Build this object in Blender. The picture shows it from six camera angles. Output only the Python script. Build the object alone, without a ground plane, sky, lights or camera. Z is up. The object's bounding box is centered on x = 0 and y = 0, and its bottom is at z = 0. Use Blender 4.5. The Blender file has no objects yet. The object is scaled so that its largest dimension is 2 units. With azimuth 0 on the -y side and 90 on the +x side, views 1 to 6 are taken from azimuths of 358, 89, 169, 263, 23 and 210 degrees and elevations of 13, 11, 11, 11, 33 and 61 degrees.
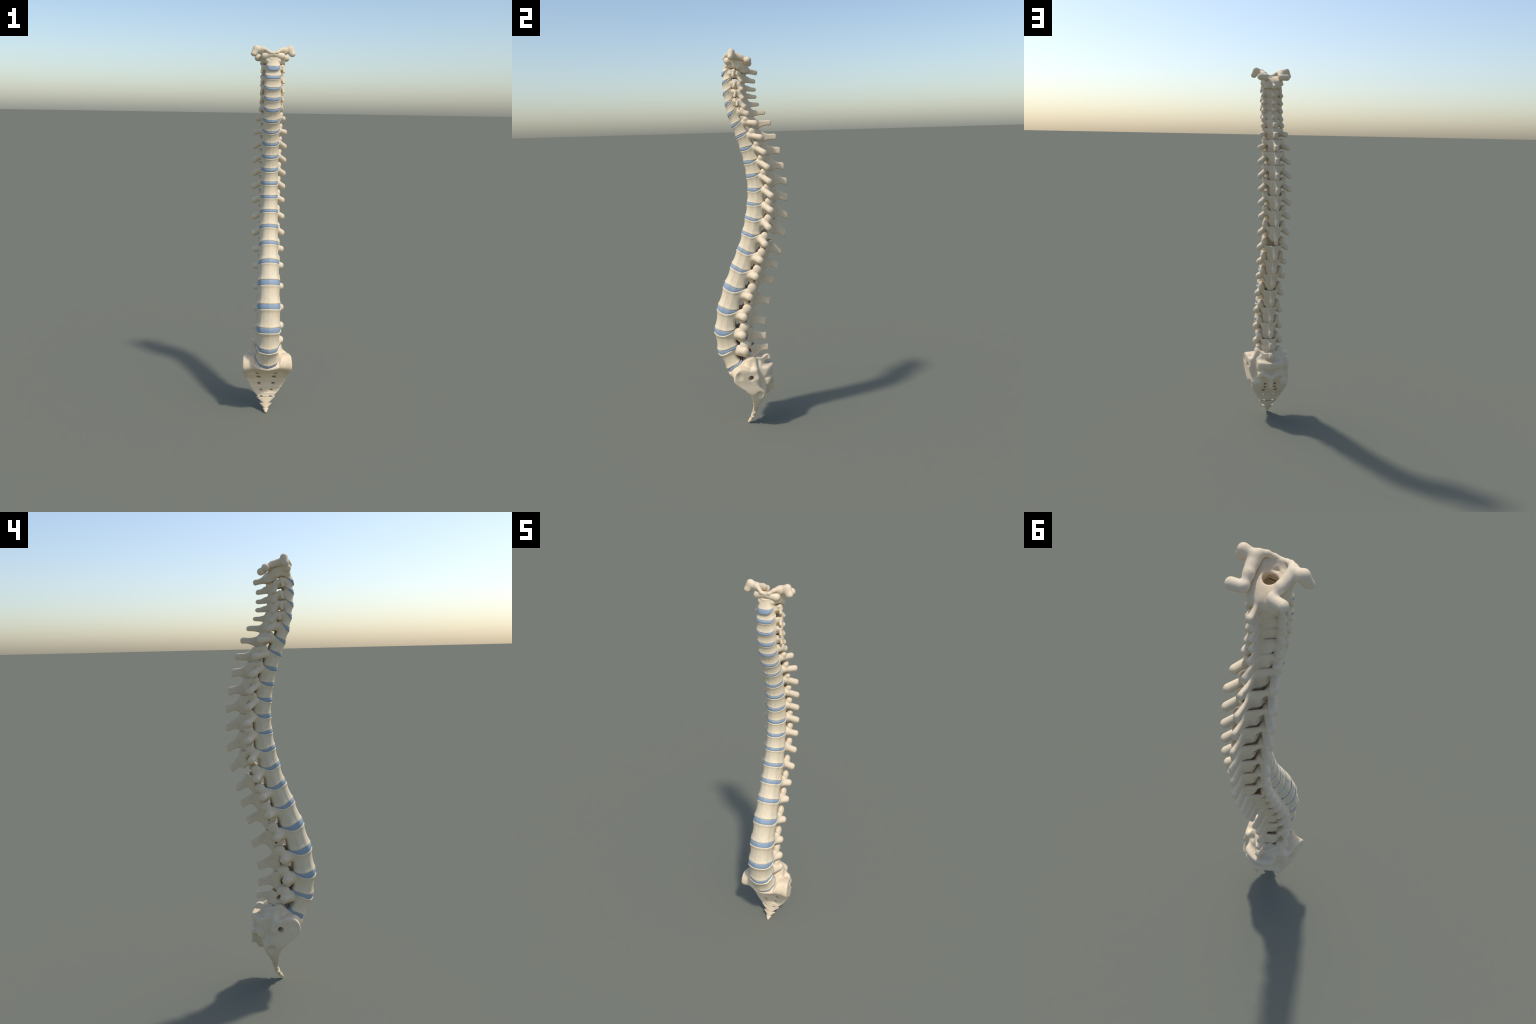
"""Anatomical model of a human vertebral column, standing on the tip of the coccyx.

Every bone is described by a few measured control points in the sagittal plane
(y = front to back, z = height, metres) plus half widths across x.  Bodies, processes,
laminae and facets are rounded solids blended by smooth unions, then meshed.
"""
import bpy
import math
import numpy as np

F32 = np.float32
VOXEL = 0.0017


# ------------------------------------------------------------------ solid modelling
def smin(a, b, k):
    h = np.clip(0.5 + 0.5 * (b - a) / k, 0, 1)
    return b + (a - b) * h - k * h * (1 - h)


def smax(a, b, k):
    return -smin(-a, -b, k)


def blend(parts, k):
    out = parts[0]
    for p in parts[1:]:
        out = smin(out, p, k)
    return out


def capsule(p, a, b, ra, rb=None):
    """Rounded rod from a to b whose radius runs from ra to rb."""
    rb = ra if rb is None else rb
    a, b = np.asarray(a, F32), np.asarray(b, F32)
    ba = b - a
    q = p - a
    t = np.clip((q @ ba) / max(float(ba @ ba), 1e-12), 0, 1)
    return np.sqrt(((q - t[:, None] * ba) ** 2).sum(1)) - (ra + (rb - ra) * t)


def ellipsoid(p, c, r, tilt=0.0):
    """Ellipsoid with radii r, turned by `tilt` about the x axis."""
    q = p - np.asarray(c, F32)
    if tilt:
        cs, sn = math.cos(tilt), math.sin(tilt)
        q = np.stack([q[:, 0], cs * q[:, 1] + sn * q[:, 2], -sn * q[:, 1] + cs * q[:, 2]], 1)
    r = np.asarray(r, F32)
    k0 = np.sqrt(((q / r) ** 2).sum(1))
    k1 = np.sqrt(((q / r ** 2) ** 2).sum(1)) + 1e-9
    return k0 * (k0 - 1) / k1


def polygon(u, v, pts):
    """Signed distance in the plane to a closed outline."""
    pts = [np.asarray(q, F32) for q in pts]
    d = np.full(u.shape, 1e9, F32)
    s = np.ones(u.shape, F32)
    n = len(pts)
    for i in range(n):
        a, b = pts[i], pts[i - 1]
        e = b - a
        wu, wv = u - a[0], v - a[1]
        t = np.clip((wu * e[0] + wv * e[1]) / max(float(e @ e), 1e-12), 0, 1)
        d = np.minimum(d, (wu - e[0] * t) ** 2 + (wv - e[1] * t) ** 2)
        c1, c2, c3 = v >= a[1], v < b[1], e[0] * wv > e[1] * wu
        flip = (c1 & c2 & c3) | (~c1 & ~c2 & ~c3)
        s = np.where(flip, -s, s)
    return s * np.sqrt(d)


def segment2(u, v, a, b):
    ex, ey = b[0] - a[0], b[1] - a[1]
    t = np.clip(((u - a[0]) * ex + (v - a[1]) * ey) / (ex * ex + ey * ey), 0, 1)
    return np.hypot(u - a[0] - ex * t, v - a[1] - ey * t), t


def mesh_solid(field, lo, hi, h=VOXEL):
    """Mesh the zero level of a left-right symmetric field (surface nets on the half x >= 0, mirrored)."""
    lo, hi = np.array([0.0, lo[1], lo[2]]), np.array(hi, float)
    B = 4
    nb = np.ceil((hi - lo) / (h * B)).astype(int) + 1
    ax = [lo[i] + (np.arange(nb[i]) + 0.5) * h * B - 0.5 * h for i in range(3)]
    g = np.stack(np.meshgrid(*ax, indexing="ij"), -1).reshape(-1, 3).astype(F32)
    coarse = field(g).reshape(nb)
    dense = np.repeat(np.repeat(np.repeat(coarse, B, 0), B, 1), B, 2).astype(F32)
    act = np.argwhere(np.abs(coarse) < h * B * 1.6)
    off = np.stack(np.meshgrid(*[np.arange(B)] * 3, indexing="ij"), -1).reshape(-1, 3)
    idx = (act[:, None, :] * B + off[None]).reshape(-1, 3)
    vals = np.empty(len(idx), F32)
    for s in range(0, len(idx), 400000):
        vals[s:s + 400000] = field((lo + idx[s:s + 400000] * h).astype(F32))
    dense[idx[:, 0], idx[:, 1], idx[:, 2]] = vals
    f = np.concatenate([dense[:0:-1], dense], 0)
    org = np.array([-(dense.shape[0] - 1) * h, lo[1], lo[2]])
    sg = f < 0
    n = np.array(f.shape)
    cnt = np.zeros(n - 1, np.int8)
    corners = [(i, j, k) for i in (0, 1) for j in (0, 1) for k in (0, 1)]
    for i, j, k in corners:
        cnt += sg[i:n[0] - 1 + i, j:n[1] - 1 + j, k:n[2] - 1 + k]
    cells = np.argwhere((cnt > 0) & (cnt < 8))
    vid = np.full(n - 1, -1, np.int64)
    vid[tuple(cells.T)] = np.arange(len(cells))
    acc, num = np.zeros((len(cells), 3)), np.zeros(len(cells))
    for c in corners:
        for axis in range(3):
            if c[axis]:
                continue
            c2 = list(c)
            c2[axis] = 1
            a = f[tuple((cells + c).T)]
            b = f[tuple((cells + c2).T)]
            m = (a < 0) != (b < 0)
            t = np.where(m, a / np.where(m, a - b, 1), 0)
            pos = np.tile(np.array(c, float), (len(cells), 1))
            pos[:, axis] += t
            acc[m] += pos[m]
            num[m] += 1
    verts = org + (cells + acc / num[:, None]) * h
    quads = []
    for axis in range(3):
        u, w = (axis + 1) % 3, (axis + 2) % 3
        sl = [slice(1, n[0] - 1), slice(1, n[1] - 1), slice(1, n[2] - 1)]
        s0, s1 = list(sl), list(sl)
        s0[axis], s1[axis] = slice(0, n[axis] - 1), slice(1, n[axis])
        a, b = sg[tuple(s0)], sg[tuple(s1)]
        e = np.argwhere(a != b)
        inward = a[tuple(e.T)]
        base = e + 1
        base[:, axis] -= 1
        du, dw = np.zeros(3, int), np.zeros(3, int)
        du[u], dw[w] = 1, 1
        q = np.stack([vid[tuple(x.T)] for x in (base, base - du, base - du - dw, base - dw)], 1)
        q[~inward] = q[~inward][:, ::-1]
        quads.append(q)
    quads = np.concatenate(quads)
    edges = np.concatenate([quads[:, [0, 1]], quads[:, [1, 2]], quads[:, [2, 3]], quads[:, [3, 0]]])
    for _ in range(2):
        s, c = np.zeros_like(verts), np.zeros(len(verts))
        for col in range(3):
            s[:, col] = np.bincount(edges[:, 0], verts[edges[:, 1], col], len(verts))
        c = np.bincount(edges[:, 0], minlength=len(verts))
        verts = verts + 0.5 * (s / c[:, None] - verts)
    return verts, quads


def vertex_normals(verts, quads):
    d1 = verts[quads[:, 2]] - verts[quads[:, 0]]
    d2 = verts[quads[:, 3]] - verts[quads[:, 1]]
    fn = np.cross(d1, d2)
    out = np.zeros_like(verts)
    for k in range(4):
        for col in range(3):
            out[:, col] += np.bincount(quads[:, k], fn[:, col], len(verts))
    return out / (np.linalg.norm(out, axis=1)[:, None] + 1e-20)


# ------------------------------------------------------------------ scene helpers
def new_object(name, data, parent=None):
    ob = bpy.data.objects.new(name, data)
    bpy.context.scene.collection.objects.link(ob)
    if parent is not None:
        ob.parent = parent
    return ob


def new_empty(name, parent=None, origin=(0, 0, 0), tilt=0.0):
    ob = new_object(name, None, parent)
    ob.empty_display_size = 0.02
    ob.location = origin
    ob.rotation_euler = (tilt, 0, 0)
    return ob


def add_mesh(name, verts, quads, normals, material, parent):
    used, inv = np.unique(quads, return_inverse=True)
    v, q, nn = verts[used], inv.reshape(-1, 4), normals[used]
    me = bpy.data.meshes.new(name)
    me.vertices.add(len(v))
    me.vertices.foreach_set("co", v.astype(F32).ravel())
    me.loops.add(len(q) * 4)
    me.loops.foreach_set("vertex_index", q.astype(np.int32).ravel())
    me.polygons.add(len(q))
    me.polygons.foreach_set("loop_start", np.arange(0, len(q) * 4, 4, dtype=np.int32))
    me.polygons.foreach_set("use_smooth", np.ones(len(q), bool))
    me.update(calc_edges=True)
    me.validate()
    me.normals_split_custom_set_from_vertices(nn.astype(F32))
    me.materials.append(material)
    return new_object(name, me, parent)


def to_local(verts, normals, origin, tilt):
    """World coordinates into a frame at `origin`, turned by `tilt` about x."""
    cs, sn = math.cos(tilt), math.sin(tilt)
    R = np.array([[1, 0, 0], [0, cs, -sn], [0, sn, cs]])
    return (verts - np.asarray(origin)) @ R, normals @ R


def build_split(parent, origin, tilt, field, regions, lo, hi, names, materials, h=VOXEL):
    """Mesh one bone as a single smooth surface, then hand its faces out to the named regions."""
    verts, quads = mesh_solid(field, lo, hi, h)
    normals = vertex_normals(verts, quads)
    mid = verts[quads].mean(1).astype(F32)
    label = np.argmin(np.stack(regions(mid), 0), 0)
    v, n = to_local(verts, normals, origin, tilt)
    for r, name in enumerate(names):
        for side in ((1, -1) if name == "transverse_process" or name == "sacral_wing" else (0,)):
            pick = (label == r) & ((mid[:, 0] * side >= 0) if side else True)
            if pick.sum() > 3:
                add_mesh(name, v, quads[pick], n, materials[r], parent)


# ------------------------------------------------------------------ measured control points, top to bottom
def bone(**points):
    return points


AXIS_BOTTOM = [(-0.115, 1.895), (-0.086, 1.900), (-0.072, 1.910)]
SACRAL_ENDPLATE = [(-0.134, 0.309), (-0.095, 0.351), (-0.054, 0.380)]
BONES = [
    bone(top=[(-0.110, 1.877), (-0.097, 1.889), (-0.072, 1.910)], bottom=[(-0.113, 1.847), (-0.080, 1.856), (-0.066, 1.868)],
         wall=(-0.062, 1.882), widths=(0.035, 0.042),
         tubercle=[(-0.049, 1.898), (-0.056, 1.870)],
         root=(-0.035, 1.878), tip=(-0.015, 1.847), tip_x=0.061,
         crest=[(0.004, 1.882), (0.010, 1.870), (0.017, 1.871), (0.032, 1.859), (0.053, 1.857)],
         keel=[(0.053, 1.835), (0.026, 1.839), (-0.003, 1.841), (-0.024, 1.849)]),
    bone(top=[(-0.112, 1.834), (-0.095, 1.843), (-0.066, 1.868)], bottom=[(-0.112, 1.791), (-0.079, 1.805), (-0.064, 1.819)],
         wall=(-0.059, 1.830), widths=(0.042, 0.044),
         tubercle=[(-0.044, 1.843), (-0.054, 1.819)],
         root=(-0.033, 1.827), tip=(-0.015, 1.806), tip_x=0.061,
         crest=[(-0.005, 1.839), (0.005, 1.827), (0.017, 1.826), (0.033, 1.816), (0.055, 1.815)],
         keel=[(0.053, 1.796), (0.024, 1.798), (-0.003, 1.799), (-0.024, 1.808)]),
    bone(top=[(-0.109, 1.780), (-0.092, 1.792), (-0.064, 1.819)], bottom=[(-0.104, 1.741), (-0.074, 1.752), (-0.060, 1.772)],
         wall=(-0.058, 1.782), widths=(0.044, 0.044),
         tubercle=[(-0.044, 1.798), (-0.051, 1.772)],
         root=(-0.033, 1.790), tip=(-0.012, 1.763), tip_x=0.061,
         crest=[(0.001, 1.798), (0.010, 1.788), (0.020, 1.788), (0.035, 1.781), (0.057, 1.779)],
         keel=[(0.056, 1.761), (0.023, 1.762), (-0.004, 1.761), (-0.023, 1.770)]),
    bone(top=[(-0.101, 1.726), (-0.085, 1.738), (-0.060, 1.772)], bottom=[(-0.093, 1.686), (-0.058, 1.704), (-0.048, 1.720)],
         wall=(-0.050, 1.738), widths=(0.044, 0.045),
         tubercle=[(-0.037, 1.751), (-0.040, 1.730)],
         root=(-0.027, 1.744), tip=(-0.004, 1.721), tip_x=0.062,
         crest=[(0.008, 1.760), (0.021, 1.747), (0.029, 1.746), (0.042, 1.742), (0.068, 1.742)],
         keel=[(0.067, 1.724), (0.043, 1.723), (0.018, 1.718), (-0.004, 1.716)]),
    bone(top=[(-0.088, 1.672), (-0.069, 1.686), (-0.048, 1.720)], bottom=[(-0.075, 1.631), (-0.032, 1.649), (-0.017, 1.662)],
         wall=(-0.027, 1.683), widths=(0.045, 0.046),
         tubercle=[(-0.024, 1.701), (-0.022, 1.695)],
         root=(-0.022, 1.699), tip=(0.008, 1.687), tip_x=0.066,
         crest=[(0.008, 1.716), (0.024, 1.715), (0.043, 1.704), (0.058, 1.704), (0.097, 1.703)],
         keel=[(0.098, 1.681), (0.077, 1.681), (0.056, 1.678), (0.040, 1.672), (0.030, 1.667)]),
    bone(top=[(-0.071, 1.618), (-0.043, 1.635), (-0.017, 1.662)], bottom=[(-0.054, 1.574), (-0.002, 1.593), (0.016, 1.603)],
         wall=(0.003, 1.619), widths=(0.046, 0.046),
         knob=(0.001, 1.661), knob_size=(0.010, 0.011),
         root=(-0.003, 1.646), tip=(0.050, 1.639), tip_x=0.081,
         crest=[(0.022, 1.669), (0.040, 1.668), (0.057, 1.655), (0.084, 1.652), (0.125, 1.654)],
         keel=[(0.126, 1.626), (0.103, 1.628), (0.079, 1.621), (0.059, 1.608), (0.051, 1.604)]),
    bone(top=[(-0.051, 1.564), (-0.017, 1.579), (0.016, 1.603)], bottom=[(-0.035, 1.514), (0.026, 1.528), (0.039, 1.540)],
         wall=(0.031, 1.556), widths=(0.046, 0.045),
         knob=(0.032, 1.601), knob_size=(0.013, 0.015),
         root=(0.021, 1.579), tip=(0.074, 1.569), tip_x=0.092,
         crest=[(0.055, 1.600), (0.075, 1.604), (0.092, 1.590), (0.112, 1.584), (0.151, 1.585)],
         keel=[(0.152, 1.553), (0.130, 1.555), (0.107, 1.554), (0.091, 1.544), (0.081, 1.534)]),
    bone(top=[(-0.032, 1.500), (0.010, 1.512), (0.039, 1.540)], bottom=[(-0.019, 1.449), (0.042, 1.456), (0.060, 1.466)],
         wall=(0.055, 1.487), widths=(0.045, 0.046),
         knob=(0.053, 1.537), knob_size=(0.012, 0.013),
         root=(0.047, 1.518), tip=(0.089, 1.493), tip_x=0.094,
         crest=[(0.081, 1.535), (0.101, 1.539), (0.118, 1.524), (0.138, 1.518), (0.169, 1.517)],
         keel=[(0.170, 1.479), (0.150, 1.484), (0.129, 1.482), (0.113, 1.474), (0.101, 1.461)]),
    bone(top=[(-0.017, 1.434), (0.025, 1.444), (0.060, 1.466)], bottom=[(-0.008, 1.381), (0.052, 1.386), (0.074, 1.395)],
         wall=(0.072, 1.416), widths=(0.046, 0.047),
         knob=(0.073, 1.467), knob_size=(0.012, 0.013),
         root=(0.064, 1.446), tip=(0.104, 1.419), tip_x=0.095,
         crest=[(0.103, 1.466), (0.120, 1.468), (0.136, 1.450), (0.153, 1.440), (0.188, 1.437)],
         keel=[(0.186, 1.396), (0.168, 1.405), (0.151, 1.407), (0.135, 1.401), (0.116, 1.387)]),
    bone(top=[(-0.007, 1.364), (0.034, 1.373), (0.074, 1.395)], bottom=[(-0.002, 1.311), (0.059, 1.310), (0.085, 1.321)],
         wall=(0.084, 1.342), widths=(0.047, 0.047),
         knob=(0.085, 1.395), knob_size=(0.013, 0.016),
         root=(0.074, 1.372), tip=(0.112, 1.347), tip_x=0.094,
         crest=[(0.112, 1.390), (0.138, 1.391), (0.154, 1.375), (0.173, 1.362), (0.201, 1.360)],
         keel=[(0.199, 1.317), (0.182, 1.326), (0.161, 1.332), (0.146, 1.324), (0.128, 1.308)]),
    bone(top=[(-0.003, 1.296), (0.041, 1.297), (0.085, 1.321)], bottom=[(-0.007, 1.240), (0.059, 1.230), (0.090, 1.239)],
         wall=(0.085, 1.265), widths=(0.047, 0.048),
         knob=(0.099, 1.319), knob_size=(0.011, 0.016),
         root=(0.085, 1.300), tip=(0.119, 1.275), tip_x=0.094,
         crest=[(0.128, 1.309), (0.144, 1.307), (0.170, 1.289), (0.188, 1.280), (0.203, 1.276)],
         keel=[(0.201, 1.236), (0.185, 1.241), (0.169, 1.248), (0.155, 1.247), (0.132, 1.230)]),
    bone(top=[(-0.009, 1.225), (0.040, 1.224), (0.090, 1.239)], bottom=[(-0.019, 1.167), (0.047, 1.150), (0.082, 1.160)],
         wall=(0.083, 1.186), widths=(0.048, 0.050),
         knob=(0.106, 1.243), knob_size=(0.016, 0.017),
         root=(0.085, 1.218), tip=(0.116, 1.199), tip_x=0.092,
         crest=[(0.130, 1.224), (0.146, 1.227), (0.160, 1.210), (0.172, 1.195), (0.203, 1.182)],
         keel=[(0.199, 1.143), (0.186, 1.146), (0.167, 1.159), (0.146, 1.159), (0.128, 1.143)]),
    bone(top=[(-0.021, 1.154), (0.034, 1.143), (0.082, 1.160)], bottom=[(-0.037, 1.090), (0.028, 1.067), (0.063, 1.075)],
         wall=(0.066, 1.102), widths=(0.050, 0.052),
         knob=(0.101, 1.155), knob_size=(0.017, 0.018),
         root=(0.079, 1.132), tip=(0.103, 1.110), tip_x=0.092,
         crest=[(0.122, 1.136), (0.146, 1.139), (0.158, 1.116), (0.175, 1.097), (0.193, 1.083)],
         keel=[(0.179, 1.048), (0.166, 1.057), (0.156, 1.067), (0.136, 1.074), (0.106, 1.082)]),
    bone(top=[(-0.040, 1.075), (0.013, 1.059), (0.063, 1.075)], bottom=[(-0.061, 1.006), (0.005, 0.975), (0.042, 0.978)],
         wall=(0.041, 1.009), widths=(0.052, 0.053),
         knob=(0.079, 1.061), knob_size=(0.016, 0.020),
         root=(0.058, 1.046), tip=(0.081, 1.023), tip_x=0.092,
         crest=[(0.094, 1.033), (0.120, 1.028), (0.131, 1.018), (0.146, 1.002), (0.169, 0.987)],
         keel=[(0.159, 0.955), (0.137, 0.966), (0.118, 0.972), (0.103, 0.967), (0.088, 0.948)]),
    bone(top=[(-0.069, 0.990), (-0.010, 0.968), (0.042, 0.978)], bottom=[(-0.100, 0.915), (-0.030, 0.881), (0.009, 0.883)],
         wall=(0.016, 0.917), widths=(0.053, 0.056),
         knob=(0.062, 0.976), knob_size=(0.018, 0.020),
         root=(0.023, 0.948), tip=(0.054, 0.937), tip_x=0.088,
         crest=[(0.074, 0.945), (0.082, 0.944), (0.104, 0.936), (0.124, 0.923), (0.149, 0.912)],
         keel=[(0.137, 0.875), (0.123, 0.885), (0.107, 0.894), (0.090, 0.888), (0.067, 0.866)]),
    bone(top=[(-0.106, 0.897), (-0.045, 0.874), (0.009, 0.883)], bottom=[(-0.141, 0.813), (-0.063, 0.783), (-0.024, 0.788)],
         wall=(-0.017, 0.824), widths=(0.056, 0.060),
         knob=(0.037, 0.886), knob_size=(0.020, 0.022),
         root=(-0.002, 0.856), tip=(0.028, 0.849), tip_x=0.087,
         crest=[(0.055, 0.860), (0.063, 0.858), (0.085, 0.849), (0.105, 0.838), (0.124, 0.831)],
         keel=[(0.109, 0.791), (0.094, 0.802), (0.078, 0.810), (0.061, 0.805), (0.032, 0.776)]),
    bone(top=[(-0.149, 0.788), (-0.091, 0.769), (-0.026, 0.783)], bottom=[(-0.182, 0.689), (-0.095, 0.666), (-0.063, 0.671)],
         wall=(-0.055, 0.711), widths=(0.060, 0.062),
         knob=(0.006, 0.786), knob_size=(0.020, 0.023),
         root=(-0.039, 0.748), tip=(-0.007, 0.740), tip_x=0.087,
         crest=[(0.024, 0.759), (0.032, 0.756), (0.050, 0.747), (0.072, 0.727), (0.104, 0.720)],
         keel=[(0.089, 0.679), (0.077, 0.684), (0.055, 0.696), (0.036, 0.692), (0.002, 0.659)]),
    bone(top=[(-0.187, 0.666), (-0.135, 0.650), (-0.067, 0.662)], bottom=[(-0.204, 0.562), (-0.127, 0.551), (-0.083, 0.563)],
         wall=(-0.084, 0.602), widths=(0.062, 0.065),
         knob=(-0.024, 0.673), knob_size=(0.021, 0.022),
         root=(-0.070, 0.637), tip=(-0.041, 0.630), tip_x=0.087,
         crest=[(-0.002, 0.648), (0.004, 0.646), (0.024, 0.630), (0.048, 0.615), (0.078, 0.613)],
         keel=[(0.065, 0.565), (0.049, 0.571), (0.024, 0.578), (0.008, 0.573), (-0.016, 0.554)]),
    bone(top=[(-0.207, 0.537), (-0.158, 0.530), (-0.087, 0.559)], bottom=[(-0.195, 0.434), (-0.158, 0.441), (-0.074, 0.470)],
         wall=(-0.086, 0.497), widths=(0.065, 0.061),
         knob=(-0.041, 0.573), knob_size=(0.023, 0.021),
         root=(-0.084, 0.532), tip=(-0.051, 0.530), tip_x=0.089,
         crest=[(-0.016, 0.546), (-0.001, 0.552), (0.021, 0.536), (0.048, 0.528), (0.071, 0.529)],
         keel=[(0.070, 0.485), (0.051, 0.488), (0.026, 0.491), (0.009, 0.484), (-0.013, 0.461)]),
    bone(top=[(-0.190, 0.414), (-0.163, 0.421), (-0.076, 0.464)], bottom=[(-0.150, 0.328), (-0.116, 0.352), (-0.065, 0.387)],
         wall=(-0.077, 0.395), widths=(0.061, 0.063),
         knob=(-0.039, 0.475), knob_size=(0.026, 0.020),
         root=(-0.075, 0.441), tip=(-0.041, 0.443), tip_x=0.090,
         crest=[(-0.011, 0.459), (0.012, 0.456), (0.040, 0.456), (0.060, 0.459), (0.079, 0.461)],
         keel=[(0.080, 0.422), (0.060, 0.427), (0.043, 0.422), (0.030, 0.407), (0.017, 0.389)]),
]


# ------------------------------------------------------------------ vertebral body
class Body:
    """Drum of a vertebra (or a disc) in a sheared frame: s runs front to back along the endplates, h up the front wall."""

    def __init__(self, top, bottom, wall, widths, waist, lip, keel, up=None, swell=0.0, cup=0.0, gap=0.0012, bend=0.008, foot=0.004, square=2.0, grow=0.0):
        top, bottom = [np.array(q, float) for q in top], [np.array(q, float) for q in bottom]
        self.M = (top[0] + bottom[0]) / 2
        c = top[0] - bottom[0] if up is None else np.array(up, float)
        self.c = c / np.linalg.norm(c)
        a = (top[1] - top[0]) / np.linalg.norm(top[1] - top[0]) + (bottom[1] - bottom[0]) / np.linalg.norm(bottom[1] - bottom[0])
        self.a = a / np.linalg.norm(a)
        self.inv = np.linalg.inv(np.stack([self.a, self.c], 1))
        self.sin = abs(self.a[0] * self.c[1] - self.a[1] * self.c[0])
        self.L = float((self.inv @ (np.array(wall) - self.M))[0])
        self.t = np.array([self.inv @ (q - self.M) for q in top])
        self.b = np.array([self.inv @ (q - self.M) for q in bottom])
        self.widths, self.waist, self.lip, self.keel, self.swell, self.cup, self.gap = widths, waist, lip, keel, swell, cup, gap
        self.bend, self.foot, self.square, self.grow = bend, foot, square, grow

    def profile(self, s, pts):
        """Smoothed polyline through the three measured points of an endplate, carried on past the last."""
        xs, hs = pts[:, 0], pts[:, 1]
        slope0 = (hs[1] - hs[0]) / (xs[1] - xs[0])
        slope1 = (hs[2] - hs[1]) / max(xs[2] - xs[1], 1e-4)
        line0 = hs[0] + slope0 * (s - xs[0])
        line1 = hs[1] + slope1 * (s - xs[1])
        sign = 1.0 if slope1 > slope0 else -1.0
        k = self.bend
        curve = sign * smax(sign * line0, sign * line1, k)
        # keep the curve on the measured kink
        return curve - sign * 0.25 * k * np.exp(-((s - xs[1]) / (0.30 * self.L)) ** 2)

    def __call__(self, p):
        x, y, z = np.abs(p[:, 0]), p[:, 1] - self.M[0], p[:, 2] - self.M[1]
        s = self.inv[0, 0] * y + self.inv[0, 1] * z
        h = self.inv[1, 0] * y + self.inv[1, 1] * z
        dish = self.cup * (np.minimum(x, 0.045) ** 2 - 0.0007)
        top = self.profile(s, self.t) + dish - self.gap * np.clip(s / self.L * 2, 0, 1)
        bot = self.profile(s, self.b) + dish + self.gap * np.clip(s / self.L * 2, 0, 1)
        hn = np.clip((h - (top + bot) / 2) / np.maximum((top - bot) / 2, 1e-3), -1.2, 1.2)
        W = self.widths[1] + (self.widths[0] - self.widths[1]) * (hn * 0.5 + 0.5)
        depth = self.L * self.sin
        long = depth * 1.10 / 2
        n = self.square
        D = long
        ps = s * self.sin - long
        X, Y = x / W, ps / D
        Xa, Ya = np.abs(X) + 1e-6, np.abs(Y) + 1e-6
        r = (Xa ** n + Ya ** n) ** (1 / n)
        slope = np.sqrt((Xa ** (n - 1) / W) ** 2 + (Ya ** (n - 1) / D) ** 2) * r ** (1 - n)
        plan = (r - 1) / np.maximum(slope, 5.0)
        # two flat facets meet in a keel down the front
        plan = plan + self.keel * np.clip(x / 0.034, 0, 1) * np.clip(-2.5 * Y, 0, 1) - self.grow
        plan = smax(plan, s * self.sin - depth + 0.10 * np.maximum(0.03 - x, 0), 0.012)
        side = self.waist * np.clip(1 - hn * hn, 0, 1) - self.lip * np.exp(-((hn - 0.88) / 0.16) ** 2) - 0.6 * self.lip * np.exp(-((hn + 0.86) / 0.16) ** 2)
        side -= self.swell * np.clip(1 - hn * hn, 0, 1)
        drum = smax(plan + side, (h - top) * self.sin * 0.93, 0.0035)
        return smax(drum, (bot - h) * self.sin * 0.93, self.foot)


# ------------------------------------------------------------------ one vertebra
SQUARE_AT, SQUARE = (1, 4, 9, 20), (2.8, 2.7, 2.6, 2.8)  # how boxy the bodies are in plan
CUP_AT, CUP = (1, 4, 7, 9), (1.2, 1.0, 0.3, 0.0)  # how far the upper endplates turn up at the sides


def rounded(pts, reach=0.004, rounds=2):
    """Cut the corners of an outline."""
    pts = [np.array(q, float) for q in pts]
    for _ in range(rounds):
        out = []
        for i, q in enumerate(pts):
            for other in (pts[i - 1], pts[(i + 1) % len(pts)]):
                e = other - q
                n = np.linalg.norm(e)
                out.append(q + e * min(0.25, reach / max(n, 1e-6)))
        pts = out
        reach *= 0.5
    return pts


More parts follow.
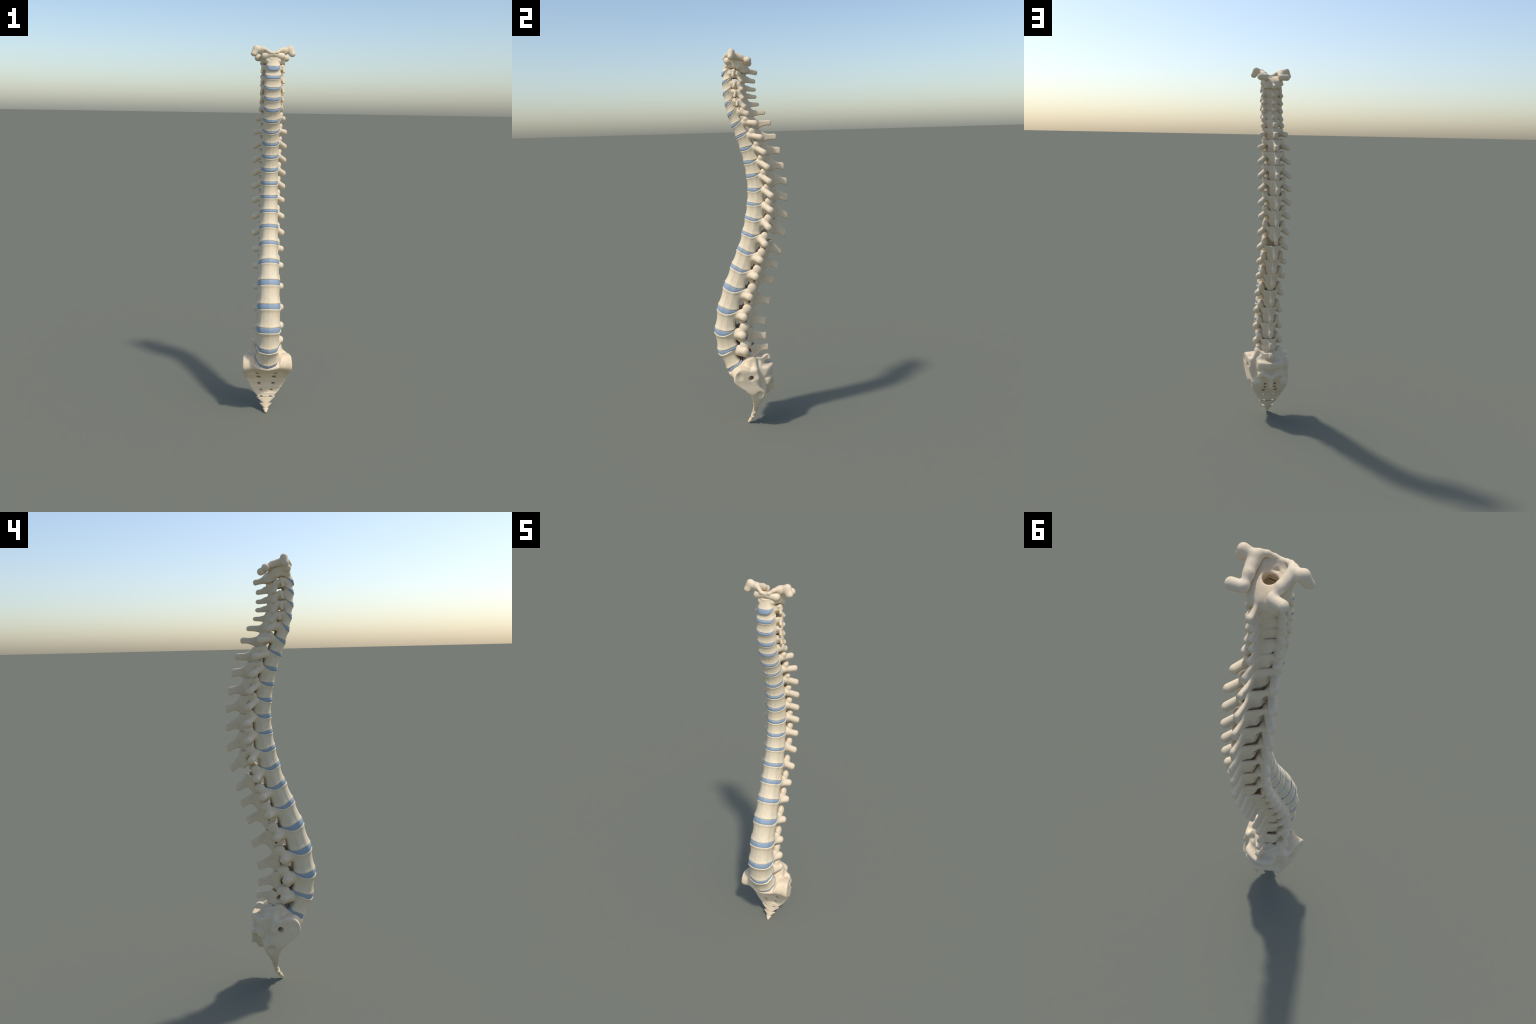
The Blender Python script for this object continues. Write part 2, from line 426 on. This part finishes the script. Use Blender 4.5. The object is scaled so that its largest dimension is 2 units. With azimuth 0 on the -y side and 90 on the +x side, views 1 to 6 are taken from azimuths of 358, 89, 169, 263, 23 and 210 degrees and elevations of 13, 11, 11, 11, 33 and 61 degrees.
def vertebra(spine, number, b, materials):
    cervical, lumbar = number <= 4, number >= 16
    g = lambda *v: float(np.interp(number, (1, 5, 10, 15, 20), v))
    body = Body(b["top"], b["bottom"], b["wall"], b["widths"], waist=g(0.0045, 0.0035, 0.0035, 0.0055, 0.0070),
                lip=g(0.0008, 0.0009, 0.0010, 0.0015, 0.0025), keel=g(0.0008, 0.0040, 0.0075, 0.0075, 0.0070),
                bend=g(0.006, 0.008, 0.010, 0.016, 0.026), foot=g(0.004, 0.004, 0.004, 0.006, 0.010), square=float(np.interp(number, SQUARE_AT, SQUARE)), grow=g(0.0010, 0.0010, 0.0012, 0.0018, 0.0024), cup=float(np.interp(number, CUP_AT, CUP)))
    ry, rz = b["root"]
    ty, tz = b["tip"]
    wall_y, wall_z = b["wall"]
    px = g(0.040, 0.046, 0.048, 0.048, 0.050)
    rod = g(0.0085, 0.0115, 0.0118, 0.0140, 0.0170)
    in_x = min(b["widths"]) * 0.62
    tip_r = g(0.0105, 0.0140, 0.0150, 0.0175, 0.0200)
    crest, keel = list(b["crest"]), list(b["keel"])
    reach = np.array(crest[-1]) - np.array(crest[-2])
    reach = reach / np.linalg.norm(reach) * g(0.002, 0.003, 0.005, 0.004, 0.004)
    crest[-1], keel[0] = tuple(np.array(crest[-1]) + reach), tuple(np.array(keel[0]) + reach)
    if cervical:
        plate_top, plate_low, ridge = crest[0], keel[-2], crest + keel[:-1]
    elif number == 13:
        plate_top, plate_low, ridge = crest[1], keel[-2], crest[1:] + keel[:-1]
    else:
        plate_top, plate_low, ridge = crest[1], keel[-1], crest[1:] + keel
    roof = g(0.60, 0.70, 0.80, 0.62, 0.52)
    plate_low = (plate_low[0], plate_low[1] - g(0.002, 0.003, 0.004, 0.004, 0.003))
    ridge = rounded(ridge, 0.008)
    wide_top, wide_low = g(0.0345, 0.042, 0.050, 0.048, 0.046), g(0.034, 0.032, 0.029, 0.031, 0.035)
    thick = g(0.0050, 0.0055, 0.0060, 0.0065, 0.0070)
    squash = g(0.56, 0.60, 0.60, 0.62, 0.66)
    tip_mid = ((np.array(crest[-1]) + np.array(keel[0])) / 2).astype(F32)
    span = float(np.linalg.norm(tip_mid - np.array(plate_top)))

    def sections(p):
        q = p.copy()
        q[:, 0] = np.abs(q[:, 0])
        x, y, z = q[:, 0], q[:, 1], q[:, 2]
        d_body = body(q)
        # pedicles, superior facets and laminae
        flat = q * np.array([1, 1, squash], F32)
        arch = capsule(flat, (in_x, wall_y - 0.012, squash * (rz + 0.002)), (px - 0.006, ry, squash * rz), rod)
        arch = smin(arch, capsule(q, (px - 0.014, ry + g(0.002, 0.002, 0.002, 0, -0.003), rz - g(0.004, 0.004, 0.004, 0.006, 0.008)), (wide_low - 0.010, plate_low[0] - roof * wide_low - g(0, 0, 0, 0.004, 0.008), plate_low[1] + 0.016), rod * g(0.6, 0.6, 0.30, 0.8, 1.2), rod * g(0.5, 0.5, 0.3, 0.7, 1.1)), 0.008)
        if cervical:
            (ay, az), (by, bz) = b["tubercle"]
            arch = smin(arch, capsule(q, (0.050, ay, az), (0.056, by, bz), 0.0065, 0.0060), 0.006)
            arch = smin(arch, capsule(q, (0.032, wall_y - 0.004, az), (0.050, ay, az), 0.0065), 0.006)
            arch = smin(arch, ellipsoid(q, (0.042, ry + 0.004, rz + 0.004), (0.014, 0.017, 0.014), -0.6), 0.006)
            arch = smin(arch, capsule(q, (0.030, wall_y - 0.008, rz + 0.008), (0.040, ry - 0.002, rz + 0.004), 0.0105, 0.0105), 0.006)
        elif number == 5:
            arch = smin(arch, ellipsoid(q, (0.044, ry + 0.010, rz + 0.008), (0.014, 0.016, 0.012), -0.5), 0.006)
        else:
            (ky, kz), (kr, kh) = b["knob"], b["knob_size"]
            arch = smin(arch, ellipsoid(q, (px + 0.001, ky, kz), (g(0.012, 0.014, 0.0150, 0.0155, 0.0165), kr + 0.0045, kh + 0.003), 0.0), 0.004)
            arch = smin(arch, capsule(q, (in_x + 0.006, wall_y - 0.006, rz + 0.35 * (kz - rz)), (px - 0.004, ky, kz - 0.45 * kh), rod * 0.85), 0.006)
            arch = smin(arch, capsule(q, (px - 0.003, ky, kz - 0.3 * kh), (px - 0.002, ry + 0.3 * kr, rz), 0.8 * kr), 0.007)
        yy = y + roof * np.sqrt(x * x + 1e-5)
        d2, t = segment2(yy, z, plate_top, plate_low)
        slab = (d2 - thick) / math.sqrt(1 + roof * roof)
        u = np.clip((t - 0.04) / 0.40, 0, 1)
        half = wide_top + (wide_low - wide_top) * u * u * (3 - 2 * u)
        half = half - g(0.004, 0.010, 0.012, 0.014, 0.016) * np.clip((t - 0.66) / 0.34, 0, 1) ** 2
        slab = smax(slab, x - half, 0.006)
        arch = smin(arch, slab, 0.004 if cervical else 0.010)
        # spinous process: flat blade, thicker at its free end
        along = np.clip(1 - np.hypot(y - tip_mid[0], z - tip_mid[1]) / span, 0, 1)
        blade = smax(polygon(y, z, ridge), x - (g(0.0060, 0.0060, 0.0055, 0.0060, 0.0065) + 0.0040 * along ** 2), 0.008)
        # transverse process
        wing = capsule(q, (px - 0.004, ry, rz), (b["tip_x"] - tip_r, ty, tz), tip_r * 0.92, tip_r)
        if not cervical:
            wing = smax(wing, x - b["tip_x"], 0.006)
        return d_body, arch, blade, wing

    def field(p):
        d_body, arch, blade, wing = sections(p)
        bone = smin(smin(arch, wing, 0.007), blade, 0.008)
        return smin(d_body, bone - 0.0005, 0.007)

    ys = [q[0] for q in crest + keel + b["top"] + b["bottom"]]
    zs = [q[1] for q in crest + keel + b["top"] + b["bottom"]] + [b.get("knob", b["root"])[1] + 0.03, tz - 0.02]
    lo = (0, min(ys) - 0.012, min(zs) - 0.012)
    hi = (b["tip_x"] + 0.012, max(ys) + 0.012, max(zs) + 0.012)
    origin = (0, float(body.M[0] + body.a[0] * body.L / 2), float(body.M[1] + body.a[1] * body.L / 2))
    tilt = math.atan2(body.a[1], body.a[0])
    holder = new_empty("vertebra", spine, origin, tilt)
    build_split(holder, origin, tilt, field, sections, lo, hi, ("vertebral_body", "vertebral_arch", "spinous_process", "transverse_process"), materials)
    return body


def disc(spine, upper, lower, wall, width, up, cup, bend, square, wedge, material):
    """Cushion between the lower endplate of one body and the upper endplate of the next."""
    lift = np.array(up) / np.linalg.norm(up) * 0.0012
    top = [tuple(np.array(q) + lift) for q in upper]
    bottom = [tuple(np.array(q) - lift) for q in lower]
    solid = Body(top, bottom, wall, (width, width), waist=-0.0004, lip=0.0, keel=wedge, up=up, swell=0.0012, cup=cup, gap=-0.0012, bend=bend, square=square)
    pts = np.array(top + bottom + [wall])
    lo = (0, pts[:, 0].min() - 0.01, pts[:, 1].min() - 0.03)
    hi = (width + 0.01, pts[:, 0].max() + 0.02, pts[:, 1].max() + 0.03)
    origin = (0, float(solid.M[0] + solid.a[0] * solid.L / 2), float(solid.M[1] + solid.a[1] * solid.L / 2))
    tilt = math.atan2(solid.a[1], solid.a[0])
    verts, quads = mesh_solid(solid, lo, hi, 0.0017)
    v, n = to_local(verts, vertex_normals(verts, quads), origin, tilt)
    ob = add_mesh("intervertebral_disc", v, quads, n, material, spine)
    ob.location, ob.rotation_euler = origin, (tilt, 0, 0)


# ------------------------------------------------------------------ atlas and axis
def axis_bone(spine, below, materials):
    front, kink, back = below
    drum = Body([(-0.099, 1.936), (-0.080, 1.941), (-0.060, 1.946)], [(front[0], front[1] - 0.002), kink, back], (-0.060, 1.920), (0.031, 0.036), 0.003, 0.001, 0.002, square=2.4)

    def sections(p):
        q = p.copy()
        q[:, 0] = np.abs(q[:, 0])
        x, y, z = q.T
        column = drum(q)
        mass = capsule(q, (0.004, -0.089, 1.953), (0.042, -0.077, 1.944), 0.0140, 0.0180)
        column = smin(column, mass, 0.006)
        plate = polygon(y, z, rounded([(-0.080, 1.958), (-0.044, 1.951), (-0.011, 1.941), (0.011, 1.927), (0.022, 1.912), (0.020, 1.886), (0.002, 1.883), (-0.028, 1.893), (-0.044, 1.914), (-0.060, 1.930)], 0.012))
        r = np.sqrt((x / 0.061) ** 2 + ((y + 0.045) / 0.072) ** 2)
        round_plan = (r - 1) * 0.060
        plate = smax(plate, round_plan, 0.008)
        plate = smax(plate, x - (0.046 + 0.55 * np.clip(z - 1.893, 0, 0.027)), 0.006)
        wing = capsule(q, (0.046, -0.036, 1.926), (0.056, -0.028, 1.911), 0.010, 0.008)
        plate = smin(plate, wing, 0.008)
        plate = smin(plate, capsule(q, (0.026, -0.082, 1.922), (0.044, -0.040, 1.922), 0.013, 0.013), 0.006)
        tip = np.clip((y - 0.03) / 0.03, 0, 1)
        blade = smax(polygon(y, z, rounded([(-0.005, 1.930), (0.013, 1.924), (0.026, 1.911), (0.047, 1.902), (0.060, 1.902), (0.067, 1.894), (0.066, 1.882), (0.058, 1.875), (0.046, 1.879), (0.027, 1.882), (0.004, 1.884)], 0.006)), x - 0.0075 - 0.003 * tip, 0.009)
        cup = ellipsoid(q, (0, -0.064, 1.966), (0.036, 0.029, 0.021), -0.5)
        canal = capsule(q, (0, -0.047, 1.960), (0, -0.030, 1.870), 0.0205)
        hollow = smin(cup, canal, 0.010)
        side = ellipsoid(q, (0.040, -0.030, 1.975), (0.030, 0.050, 0.022), -0.3)
        hollow = smin(hollow, side, 0.010)
        cut = lambda d: smax(d, -hollow, 0.008)
        return cut(column), cut(plate), cut(blade)

    def field(p):
        c, a, s = sections(p)
        return smin(smin(c, a, 0.006), s, 0.008)

    origin, tilt = (0, -0.085, 1.920), 0.3
    holder = new_empty("axis_vertebra", spine, origin, tilt)
    build_split(holder, origin, tilt, field, sections, (0, -0.13, 1.86), (0.08, 0.08, 1.985),
                ("vertebral_body", "vertebral_arch", "spinous_process"), materials, 0.0015)


def atlas_bone(spine, materials):
    def sections(p):
        q = p.copy()
        q[:, 0] = np.abs(q[:, 0])
        # thin front arch rising from the midline to the lateral masses
        arch = capsule(q, (0, -0.097, 1.957), (0.018, -0.095, 1.961), 0.0080, 0.0075)
        arch = smin(arch, capsule(q, (0.018, -0.095, 1.961), (0.034, -0.085, 1.972), 0.0075, 0.0080), 0.005)
        arch = smin(arch, capsule(q, (0.034, -0.085, 1.972), (0.048, -0.072, 1.976), 0.0080, 0.0125), 0.005)
        # lateral bar running back to the rear knob
        bar = capsule(q, (0.055, -0.060, 1.970), (0.046, -0.014, 1.959), 0.0190, 0.0145)
        bar = smin(bar, capsule(q, (0.044, -0.016, 1.960), (0.042, 0.010, 1.947), 0.0140, 0.0120), 0.006)
        bar = smin(bar, ellipsoid(q, (0.038, 0.013, 1.945), (0.012, 0.015, 0.015)), 0.004)
        bar = smin(bar, capsule(q, (0.047, 0.018, 1.943), (0.073, 0.022, 1.943), 0.0160, 0.0165), 0.005)
        # outer wing: a drooping paddle
        wing = capsule(q, (0.056, -0.060, 1.975), (0.084, -0.058, 1.981), 0.0135, 0.0150)
        wing = smin(wing, capsule(q, (0.086, -0.057, 1.983), (0.100, -0.063, 1.957), 0.0145, 0.0120), 0.008)
        wing = smin(wing, capsule(q, (0.077, -0.058, 1.976), (0.092, -0.063, 1.956), 0.0140, 0.0120), 0.008)
        return arch, bar, wing

    field = lambda p: blend(list(sections(p)), 0.008)
    origin = (0, -0.055, 1.970)
    holder = new_empty("atlas_vertebra", spine, origin, 0)
    build_split(holder, origin, 0, field, sections, (0, -0.125, 1.91), (0.125, 0.06, 2.01),
                ("vertebral_arch", "lateral_mass", "transverse_process"), (materials[1], materials[1], materials[3]), 0.0015)


# ------------------------------------------------------------------ sacrum and coccyx
LEVEL = [0.060, 0.070, 0.088, 0.105, 0.126, 0.165, 0.194, 0.209, 0.218, 0.234, 0.250, 0.265, 0.285, 0.304, 0.330, 0.350, 0.385]
PELVIC_MID = [-0.010, -0.011, -0.011, -0.006, -0.002, 0.000, -0.008, -0.015, -0.020, -0.033, -0.052, -0.076, -0.105, -0.135, -0.150, -0.150, -0.150]
PELVIC_SIDE = [-0.010, -0.010, -0.010, -0.010, -0.011, -0.008, -0.015, -0.021, -0.027, -0.042, -0.060, -0.082, -0.101, -0.107, -0.103, -0.090, -0.070]
DORSAL_LEVEL = [0.060, 0.108, 0.137, 0.157, 0.180, 0.205, 0.222, 0.240, 0.268, 0.300, 0.322, 0.340, 0.370, 0.410]
DORSAL_MID = [0.008, 0.017, 0.030, 0.045, 0.056, 0.064, 0.068, 0.072, 0.076, 0.075, 0.072, 0.065, 0.046, 0.015]
DORSAL_SIDE = [0.008, 0.018, 0.023, 0.036, 0.052, 0.061, 0.060, 0.042, 0.020, 0.026, 0.023, 0.012, 0.010, 0.000]
HALF_LEVEL = [0.060, 0.075, 0.088, 0.105, 0.122, 0.135, 0.172, 0.220, 0.274, 0.300, 0.340, 0.360, 0.385]
HALF = [0.040, 0.046, 0.050, 0.062, 0.080, 0.084, 0.105, 0.127, 0.136, 0.139, 0.138, 0.134, 0.124]
PELVIC_HOLES = [(0.055, -0.035, 0.240, 0.0085), (0.048, -0.015, 0.209, 0.0105), (0.042, 0.0, 0.165, 0.0085), (0.0315, 0.0, 0.126, 0.0080), (0.028, -0.004, 0.088, 0.0060)]
DORSAL_HOLES = [(0.028, 0.066, 0.212, 0.0065), (0.029, 0.060, 0.190, 0.0065), (0.034, 0.052, 0.168, 0.0080), (0.030, 0.036, 0.137, 0.0070)]


def along_height(z, levels, values, soft=0.007):
    """Profile through the listed points with its corners smoothed away."""
    grid = np.arange(levels[0] - 0.03, levels[-1] + 0.03, 0.001)
    line = np.interp(grid, levels, values)
    k = np.exp(-0.5 * (np.arange(-25, 26) * 0.001 / soft) ** 2)
    line = np.convolve(np.pad(line, 25, mode="edge"), k / k.sum(), mode="valid")
    return np.interp(z, grid, line).astype(F32)


def sacrum_bone(spine, endplate, material):
    (fy, fz), (my, mz), (by, bz) = endplate
    plate_slope = (bz - fz) / (by - fy)

    def sections(p):
        q = p.copy()
        q[:, 0] = np.abs(q[:, 0])
        x, y, z = q.T
        # front and back surfaces run from the midline out to the flanks
        u = np.clip((x - 0.030) / 0.075, 0, 1)
        u = u * u * (3 - 2 * u)
        front_side = along_height(z, LEVEL, PELVIC_SIDE)
        front = (1 - u) * along_height(z, LEVEL, PELVIC_MID) + u * front_side
        front = front + 0.016 * np.exp(-((x - 0.080) / 0.028) ** 2 - ((z - 0.262) / 0.022) ** 2)
        for level in (0.228, 0.187, 0.146, 0.107):
            front = front - 0.0018 * np.exp(-((z - level) / 0.004) ** 2)
        w = np.clip((x - 0.045) / 0.055, 0, 1)
        w = w * w * (3 - 2 * w)
        back = (1 - w) * along_height(z, DORSAL_LEVEL, DORSAL_MID) + w * along_height(z, DORSAL_LEVEL, DORSAL_SIDE)
        half = along_height(z, HALF_LEVEL, HALF) - 0.20 * np.clip(y - front_side, 0, 0.12)
        slab = smax((front - y) * 0.75, (y - back) * 0.75, 0.010)
        slab = smax(slab, (x - half) * 0.92, 0.012)
        slab = smax(slab, 0.084 - z + 0.15 * y, 0.004)
        # wing tops, and the tilted plate that carries the lowest disc
        crown = 0.364 - 6.0 * (y + 0.062) ** 2
        plate = fz + plate_slope * (y - fy) + 1.2 * np.clip(x - 0.062, 0, 1) + 3.0 * np.clip(y - by + 0.006, 0, 1)
        crown = smin(crown, plate, 0.012)
        inner = 0.352 + 0.030 * np.clip((0.080 - x) / 0.03, 0, 1)
        crown = crown + (np.maximum(crown, inner) - crown) * np.clip((y + 0.035) / 0.015, 0, 1)
        wing = smax(slab, (z - crown) * 0.8, 0.010)
        rim = np.sqrt((x / 0.066) ** 2 + ((y + 0.068) / 0.070) ** 2) - 1
        under = (fz - 0.016) + plate_slope * 0.45 * (y - fy) - z
        core = smax(smax(rim * 0.058, (z - (fz + plate_slope * (y - fy))) * 0.77, 0.005), under * 0.9, 0.012)
        core = smax(core, y - 0.0, 0.01)
        # auricular face: shallow dish with ridges, and the deep pit behind it
        dish = ellipsoid(q, (0.149, -0.070, 0.322), (0.022, 0.024, 0.032), 0.5)
        dish = np.minimum(dish, ellipsoid(q, (0.124, 0.034, 0.204), (0.024, 0.026, 0.028)))
        wing = smax(wing, -dish, 0.006)
        pit = capsule(q, (0.160, -0.018, 0.300), (0.070, -0.008, 0.316), 0.0135)
        # superior facets and the ridge running down from them
        facet = capsule(q, (0.060, -0.022, 0.360), (0.061, -0.018, 0.392), 0.026, 0.020)
        facet = smin(facet, capsule(q, (0.062, -0.010, 0.392), (0.066, 0.000, 0.360), 0.019, 0.019), 0.008)
        facet = smin(facet, capsule(q, (0.066, 0.004, 0.388), (0.096, 0.012, 0.340), 0.011, 0.010), 0.012)
        facet = smin(facet, capsule(q, (0.096, 0.012, 0.340), (0.104, 0.018, 0.302), 0.010, 0.011), 0.010)
        facet = smin(facet, capsule(q, (0.104, 0.018, 0.302), (0.094, 0.022, 0.262), 0.011, 0.010), 0.010)
        # neural arch of the first segment with its hooked spine
        hook = smax(polygon(y, z, rounded([(0.010, 0.400), (0.045, 0.389), (0.074, 0.403), (0.086, 0.396), (0.095, 0.382), (0.087, 0.370), (0.060, 0.371), (0.045, 0.345), (0.010, 0.345)], 0.005)),
                    x - 0.011 - 0.75 * np.clip(0.078 - y, 0, 0.065), 0.006)
        # broad rounded lip of the second segment
        bow = y + 5.0 * x * x
        lip = smax(polygon(bow, z, rounded([(0.040, 0.352), (0.094, 0.353), (0.108, 0.345), (0.106, 0.321), (0.090, 0.290), (0.040, 0.285)], 0.008)), x - 0.074, 0.016)
        # awning of the third segment and the keel below it
        drape = z + 0.010 * np.cos(np.clip(x / 0.046, 0, 1.6) * math.pi)
        awning = smax(polygon(bow, drape, rounded([(0.040, 0.306), (0.090, 0.290), (0.108, 0.285), (0.110, 0.262), (0.102, 0.252), (0.070, 0.250), (0.040, 0.245)], 0.006)), x - 0.074, 0.012)
        keel = smax(polygon(y, z, rounded([(0.050, 0.280), (0.110, 0.270), (0.111, 0.197), (0.092, 0.200), (0.078, 0.173), (0.040, 0.172)], 0.003)),
                    x - 0.004 - 0.10 * np.clip(z - 0.19, 0, 0.06), 0.005)
        dorsal = blend([hook, lip, awning, keel], 0.007)
        hollow = ellipsoid(q, (0, 0.080, 0.361), (0.040, 0.034, 0.0135))
        hollow = np.minimum(hollow, ellipsoid(q, (0, 0.114, 0.291), (0.048, 0.028, 0.012)))
        hollow = np.minimum(hollow, capsule(q, (0, -0.012, 0.430), (0, 0.022, 0.350), 0.0200))
        for hx, hy, hz, r in PELVIC_HOLES:
            through = 0.02 if hz > 0.2 else 0.07
            wide = q * np.array([0.75, 1, 1], F32)
            hollow = np.minimum(hollow, capsule(wide, (0.75 * hx, hy - 0.03, hz - 0.003), (0.75 * (hx - 0.006), hy + through, hz + 0.004), r * 0.9))
        for hx, hy, hz, r in DORSAL_HOLES:
            wide = q * np.array([0.75, 1, 1], F32)
            hollow = np.minimum(hollow, capsule(wide, (0.75 * hx, hy - 0.022, hz), (0.75 * hx, hy + 0.02, hz - 0.004), r * 0.9))
        hollow = smin(hollow, pit, 0.004)
        cut = lambda d: smax(d, -hollow, 0.005)
        return cut(smin(core, facet, 0.006)), cut(dorsal), cut(wing)

    def field(p):
        a, b, c = sections(p)
        return smin(smin(a, c, 0.012), b, 0.010) - 0.0006

    origin = (0, 0, 0.28)
    holder = new_empty("sacrum", spine, origin, 0)
    build_split(holder, origin, 0, field, sections, (0, -0.15, 0.05), (0.15, 0.125, 0.425),
                ("sacral_body", "sacral_crest", "sacral_wing"), (material,) * 3, 0.0018)


COCCYX = [dict(top=(0.000, 0.081), low=(-0.010, 0.046), half=(0.054, 0.016), deep=(0.0120, 0.0105), horn=0.006),
          dict(top=(-0.011, 0.047), low=(-0.022, 0.021), half=(0.0350, 0.0105), deep=(0.0120, 0.0090), horn=0.005),
          dict(top=(-0.024, 0.0225), low=(-0.039, 0.0020), half=(0.0175, 0.005), deep=(0.0105, 0.0060), horn=0.003)]


def coccyx_bone(spine, material):
    holder = new_empty("coccyx", spine, (0, -0.01, 0.05), 0)
    for seg in COCCYX:
        top, low = np.array(seg["top"]), np.array(seg["low"])
        length = float(np.linalg.norm(top - low))
        c = (top - low) / length
        a = np.array([c[1], -c[0]])

        def field(p, seg=seg, c=c, a=a, low=low, length=length):
            x, y, z = np.abs(p[:, 0]), p[:, 1] - low[0], p[:, 2] - low[1]
            h, s = y * c[0] + z * c[1], y * a[0] + z * a[1]
            t = np.clip(h / length, 0, 1)
            w = seg["half"][1] + (seg["half"][0] - seg["half"][1]) * t
            d = seg["deep"][1] + (seg["deep"][0] - seg["deep"][1]) * t
            r = np.sqrt((x / w) ** 2 + (s / d) ** 2)
            tube = r * (r - 1) / (np.sqrt((x / w ** 2) ** 2 + (s / d ** 2) ** 2) + 1e-6)
            roof = h - length - seg["horn"] * (x / seg["half"][0]) ** 2 + 0.0015
            return smax(tube, np.maximum(roof, -h) * 0.95, 0.003)

        lo = (0, min(top[0], low[0]) - 0.02, min(top[1], low[1]) - 0.01)
        hi = (seg["half"][0] + 0.01, max(top[0], low[0]) + 0.02, top[1] + 0.025)
        verts, quads = mesh_solid(field, lo, hi, 0.0009)
        n = vertex_normals(verts, quads)
        add_mesh("coccygeal_segment", verts - np.array([0, -0.01, 0.05]), quads, n, material, holder)


# ------------------------------------------------------------------ materials
def bone_material(name, base, warm, streak):
    m = bpy.data.materials.new(name)
    m.use_nodes = True
    nt = m.node_tree
    nt.nodes.clear()
    N = lambda kind: nt.nodes.new(kind)
    link = nt.links.new
    out, bs = N("ShaderNodeOutputMaterial"), N("ShaderNodeBsdfPrincipled")
    link(bs.outputs[0], out.inputs[0])
    co = N("ShaderNodeTexCoord")

    def noise(scale, detail, stretch=(1, 1, 1)):
        mp = N("ShaderNodeMapping")
        mp.inputs["Scale"].default_value = stretch
        link(co.outputs["Object"], mp.inputs[0])
        t = N("ShaderNodeTexNoise")
        t.inputs["Scale"].default_value = scale
        t.inputs["Detail"].default_value = detail
        link(mp.outputs[0], t.inputs["Vector"])
        return t.outputs["Fac"]

    def ramp(src, lo, hi):
        r = N("ShaderNodeMapRange")
        r.inputs["From Min"].default_value, r.inputs["From Max"].default_value = lo, hi
        link(src, r.inputs["Value"])
        return r.outputs[0]

    def mix(fac, a, b, amount=1.0):
        x = N("ShaderNodeMix")
        x.data_type = "RGBA"
        if amount != 1.0:
            mu = N("ShaderNodeMath")
            mu.operation = "MULTIPLY"
            link(fac, mu.inputs[0])
            mu.inputs[1].default_value = amount
            fac = mu.outputs[0]
        link(fac, x.inputs["Factor"])
        for sock, v in ((6, a), (7, b)):
            if isinstance(v, tuple):
                x.inputs[sock].default_value = (*v, 1)
            else:
                link(v, x.inputs[sock])
        return x.outputs[2]

    col = mix(ramp(noise(22, 3), 0.35, 0.65), base, warm)
    # fine grain running up the bone, then sparse darker pores
    col = mix(ramp(noise(60, 4, (4, 4, 0.35)), 0.50, 0.75), col, tuple(c * 0.80 for c in warm), streak)
    col = mix(ramp(noise(150, 2, (1.6, 1.6, 0.7)), 0.655, 0.75), col, (0.36, 0.22, 0.12), 0.45)
    link(col, bs.inputs["Base Color"])
    bs.inputs["Roughness"].default_value = 0.62
    bs.inputs["Specular IOR Level"].default_value = 0.25
    bump = N("ShaderNodeBump")
    bump.inputs["Strength"].default_value = 0.25
    bump.inputs["Distance"].default_value = 0.0015
    link(noise(90, 4, (1.5, 1.5, 0.5)), bump.inputs["Height"])
    link(bump.outputs[0], bs.inputs["Normal"])
    return m


def disc_material():
    m = bpy.data.materials.new("blue_cartilage")
    m.use_nodes = True
    nt = m.node_tree
    bs = nt.nodes["Principled BSDF"]
    co, t, mx = nt.nodes.new("ShaderNodeTexCoord"), nt.nodes.new("ShaderNodeTexNoise"), nt.nodes.new("ShaderNodeMix")
    mx.data_type = "RGBA"
    t.inputs["Scale"].default_value = 40
    nt.links.new(co.outputs["Object"], t.inputs["Vector"])
    nt.links.new(t.outputs["Fac"], mx.inputs["Factor"])
    mx.inputs[6].default_value = (0.268, 0.345, 0.438, 1)
    mx.inputs[7].default_value = (0.310, 0.395, 0.490, 1)
    nt.links.new(mx.outputs[2], bs.inputs["Base Color"])
    bs.inputs["Roughness"].default_value = 0.5
    bs.inputs["Specular IOR Level"].default_value = 0.3
    return m


# ------------------------------------------------------------------ assembly
def main():
    body_mat = bone_material("pale_bone", (0.775, 0.66, 0.47), (0.735, 0.61, 0.42), 0.55)
    arch_mat = bone_material("warm_bone", (0.775, 0.64, 0.455), (0.735, 0.59, 0.405), 0.30)
    blue = disc_material()
    spine = new_empty("human_spine")
    spine["label"] = "cream human spine model with blue discs, sacrum and coccyx"
    spine["category"] = "skeleton part"
    mats = (body_mat, arch_mat, arch_mat, arch_mat)
    atlas_bone(spine, mats)
    axis_bone(spine, AXIS_BOTTOM, mats)
    lowers, ups = [AXIS_BOTTOM], [(0.0, 1.0)]
    bodies = []
    for i, b in enumerate(BONES, 1):
        bodies.append(vertebra(spine, i, b, mats))
        lowers.append(b["bottom"])
    for i in range(21):
        upper = lowers[i]
        lower = BONES[i]["top"] if i < 20 else SACRAL_ENDPLATE
        wu = BONES[i - 1]["widths"][1] if i else BONES[0]["widths"][0]
        cu = bodies[i - 1].c if i else bodies[0].c
        cl = bodies[i].c if i < 20 else bodies[19].c
        up = cu + cl
        a = np.array(upper[1]) - np.array(upper[0])
        a = a / np.linalg.norm(a)
        back = (np.array(upper[2]) + np.array(lower[2])) / 2
        wall = tuple(back - a * 0.003)
        disc(spine, upper, lower, wall, wu - float(np.interp(i, (0, 12, 20), (0.0018, 0.0014, 0.0004))), up, float(np.interp(i + 0.5, CUP_AT, CUP)), float(np.interp(i + 0.5, (1, 5, 10, 15, 20), (0.006, 0.008, 0.010, 0.016, 0.026))), float(np.interp(i + 0.5, SQUARE_AT, SQUARE)), float(np.interp(i + 0.5, (1, 5, 10, 20), (0.0008, 0.0040, 0.0070, 0.0070))), blue)
    sacrum_bone(spine, SACRAL_ENDPLATE, arch_mat)
    coccyx_bone(spine, arch_mat)


main()
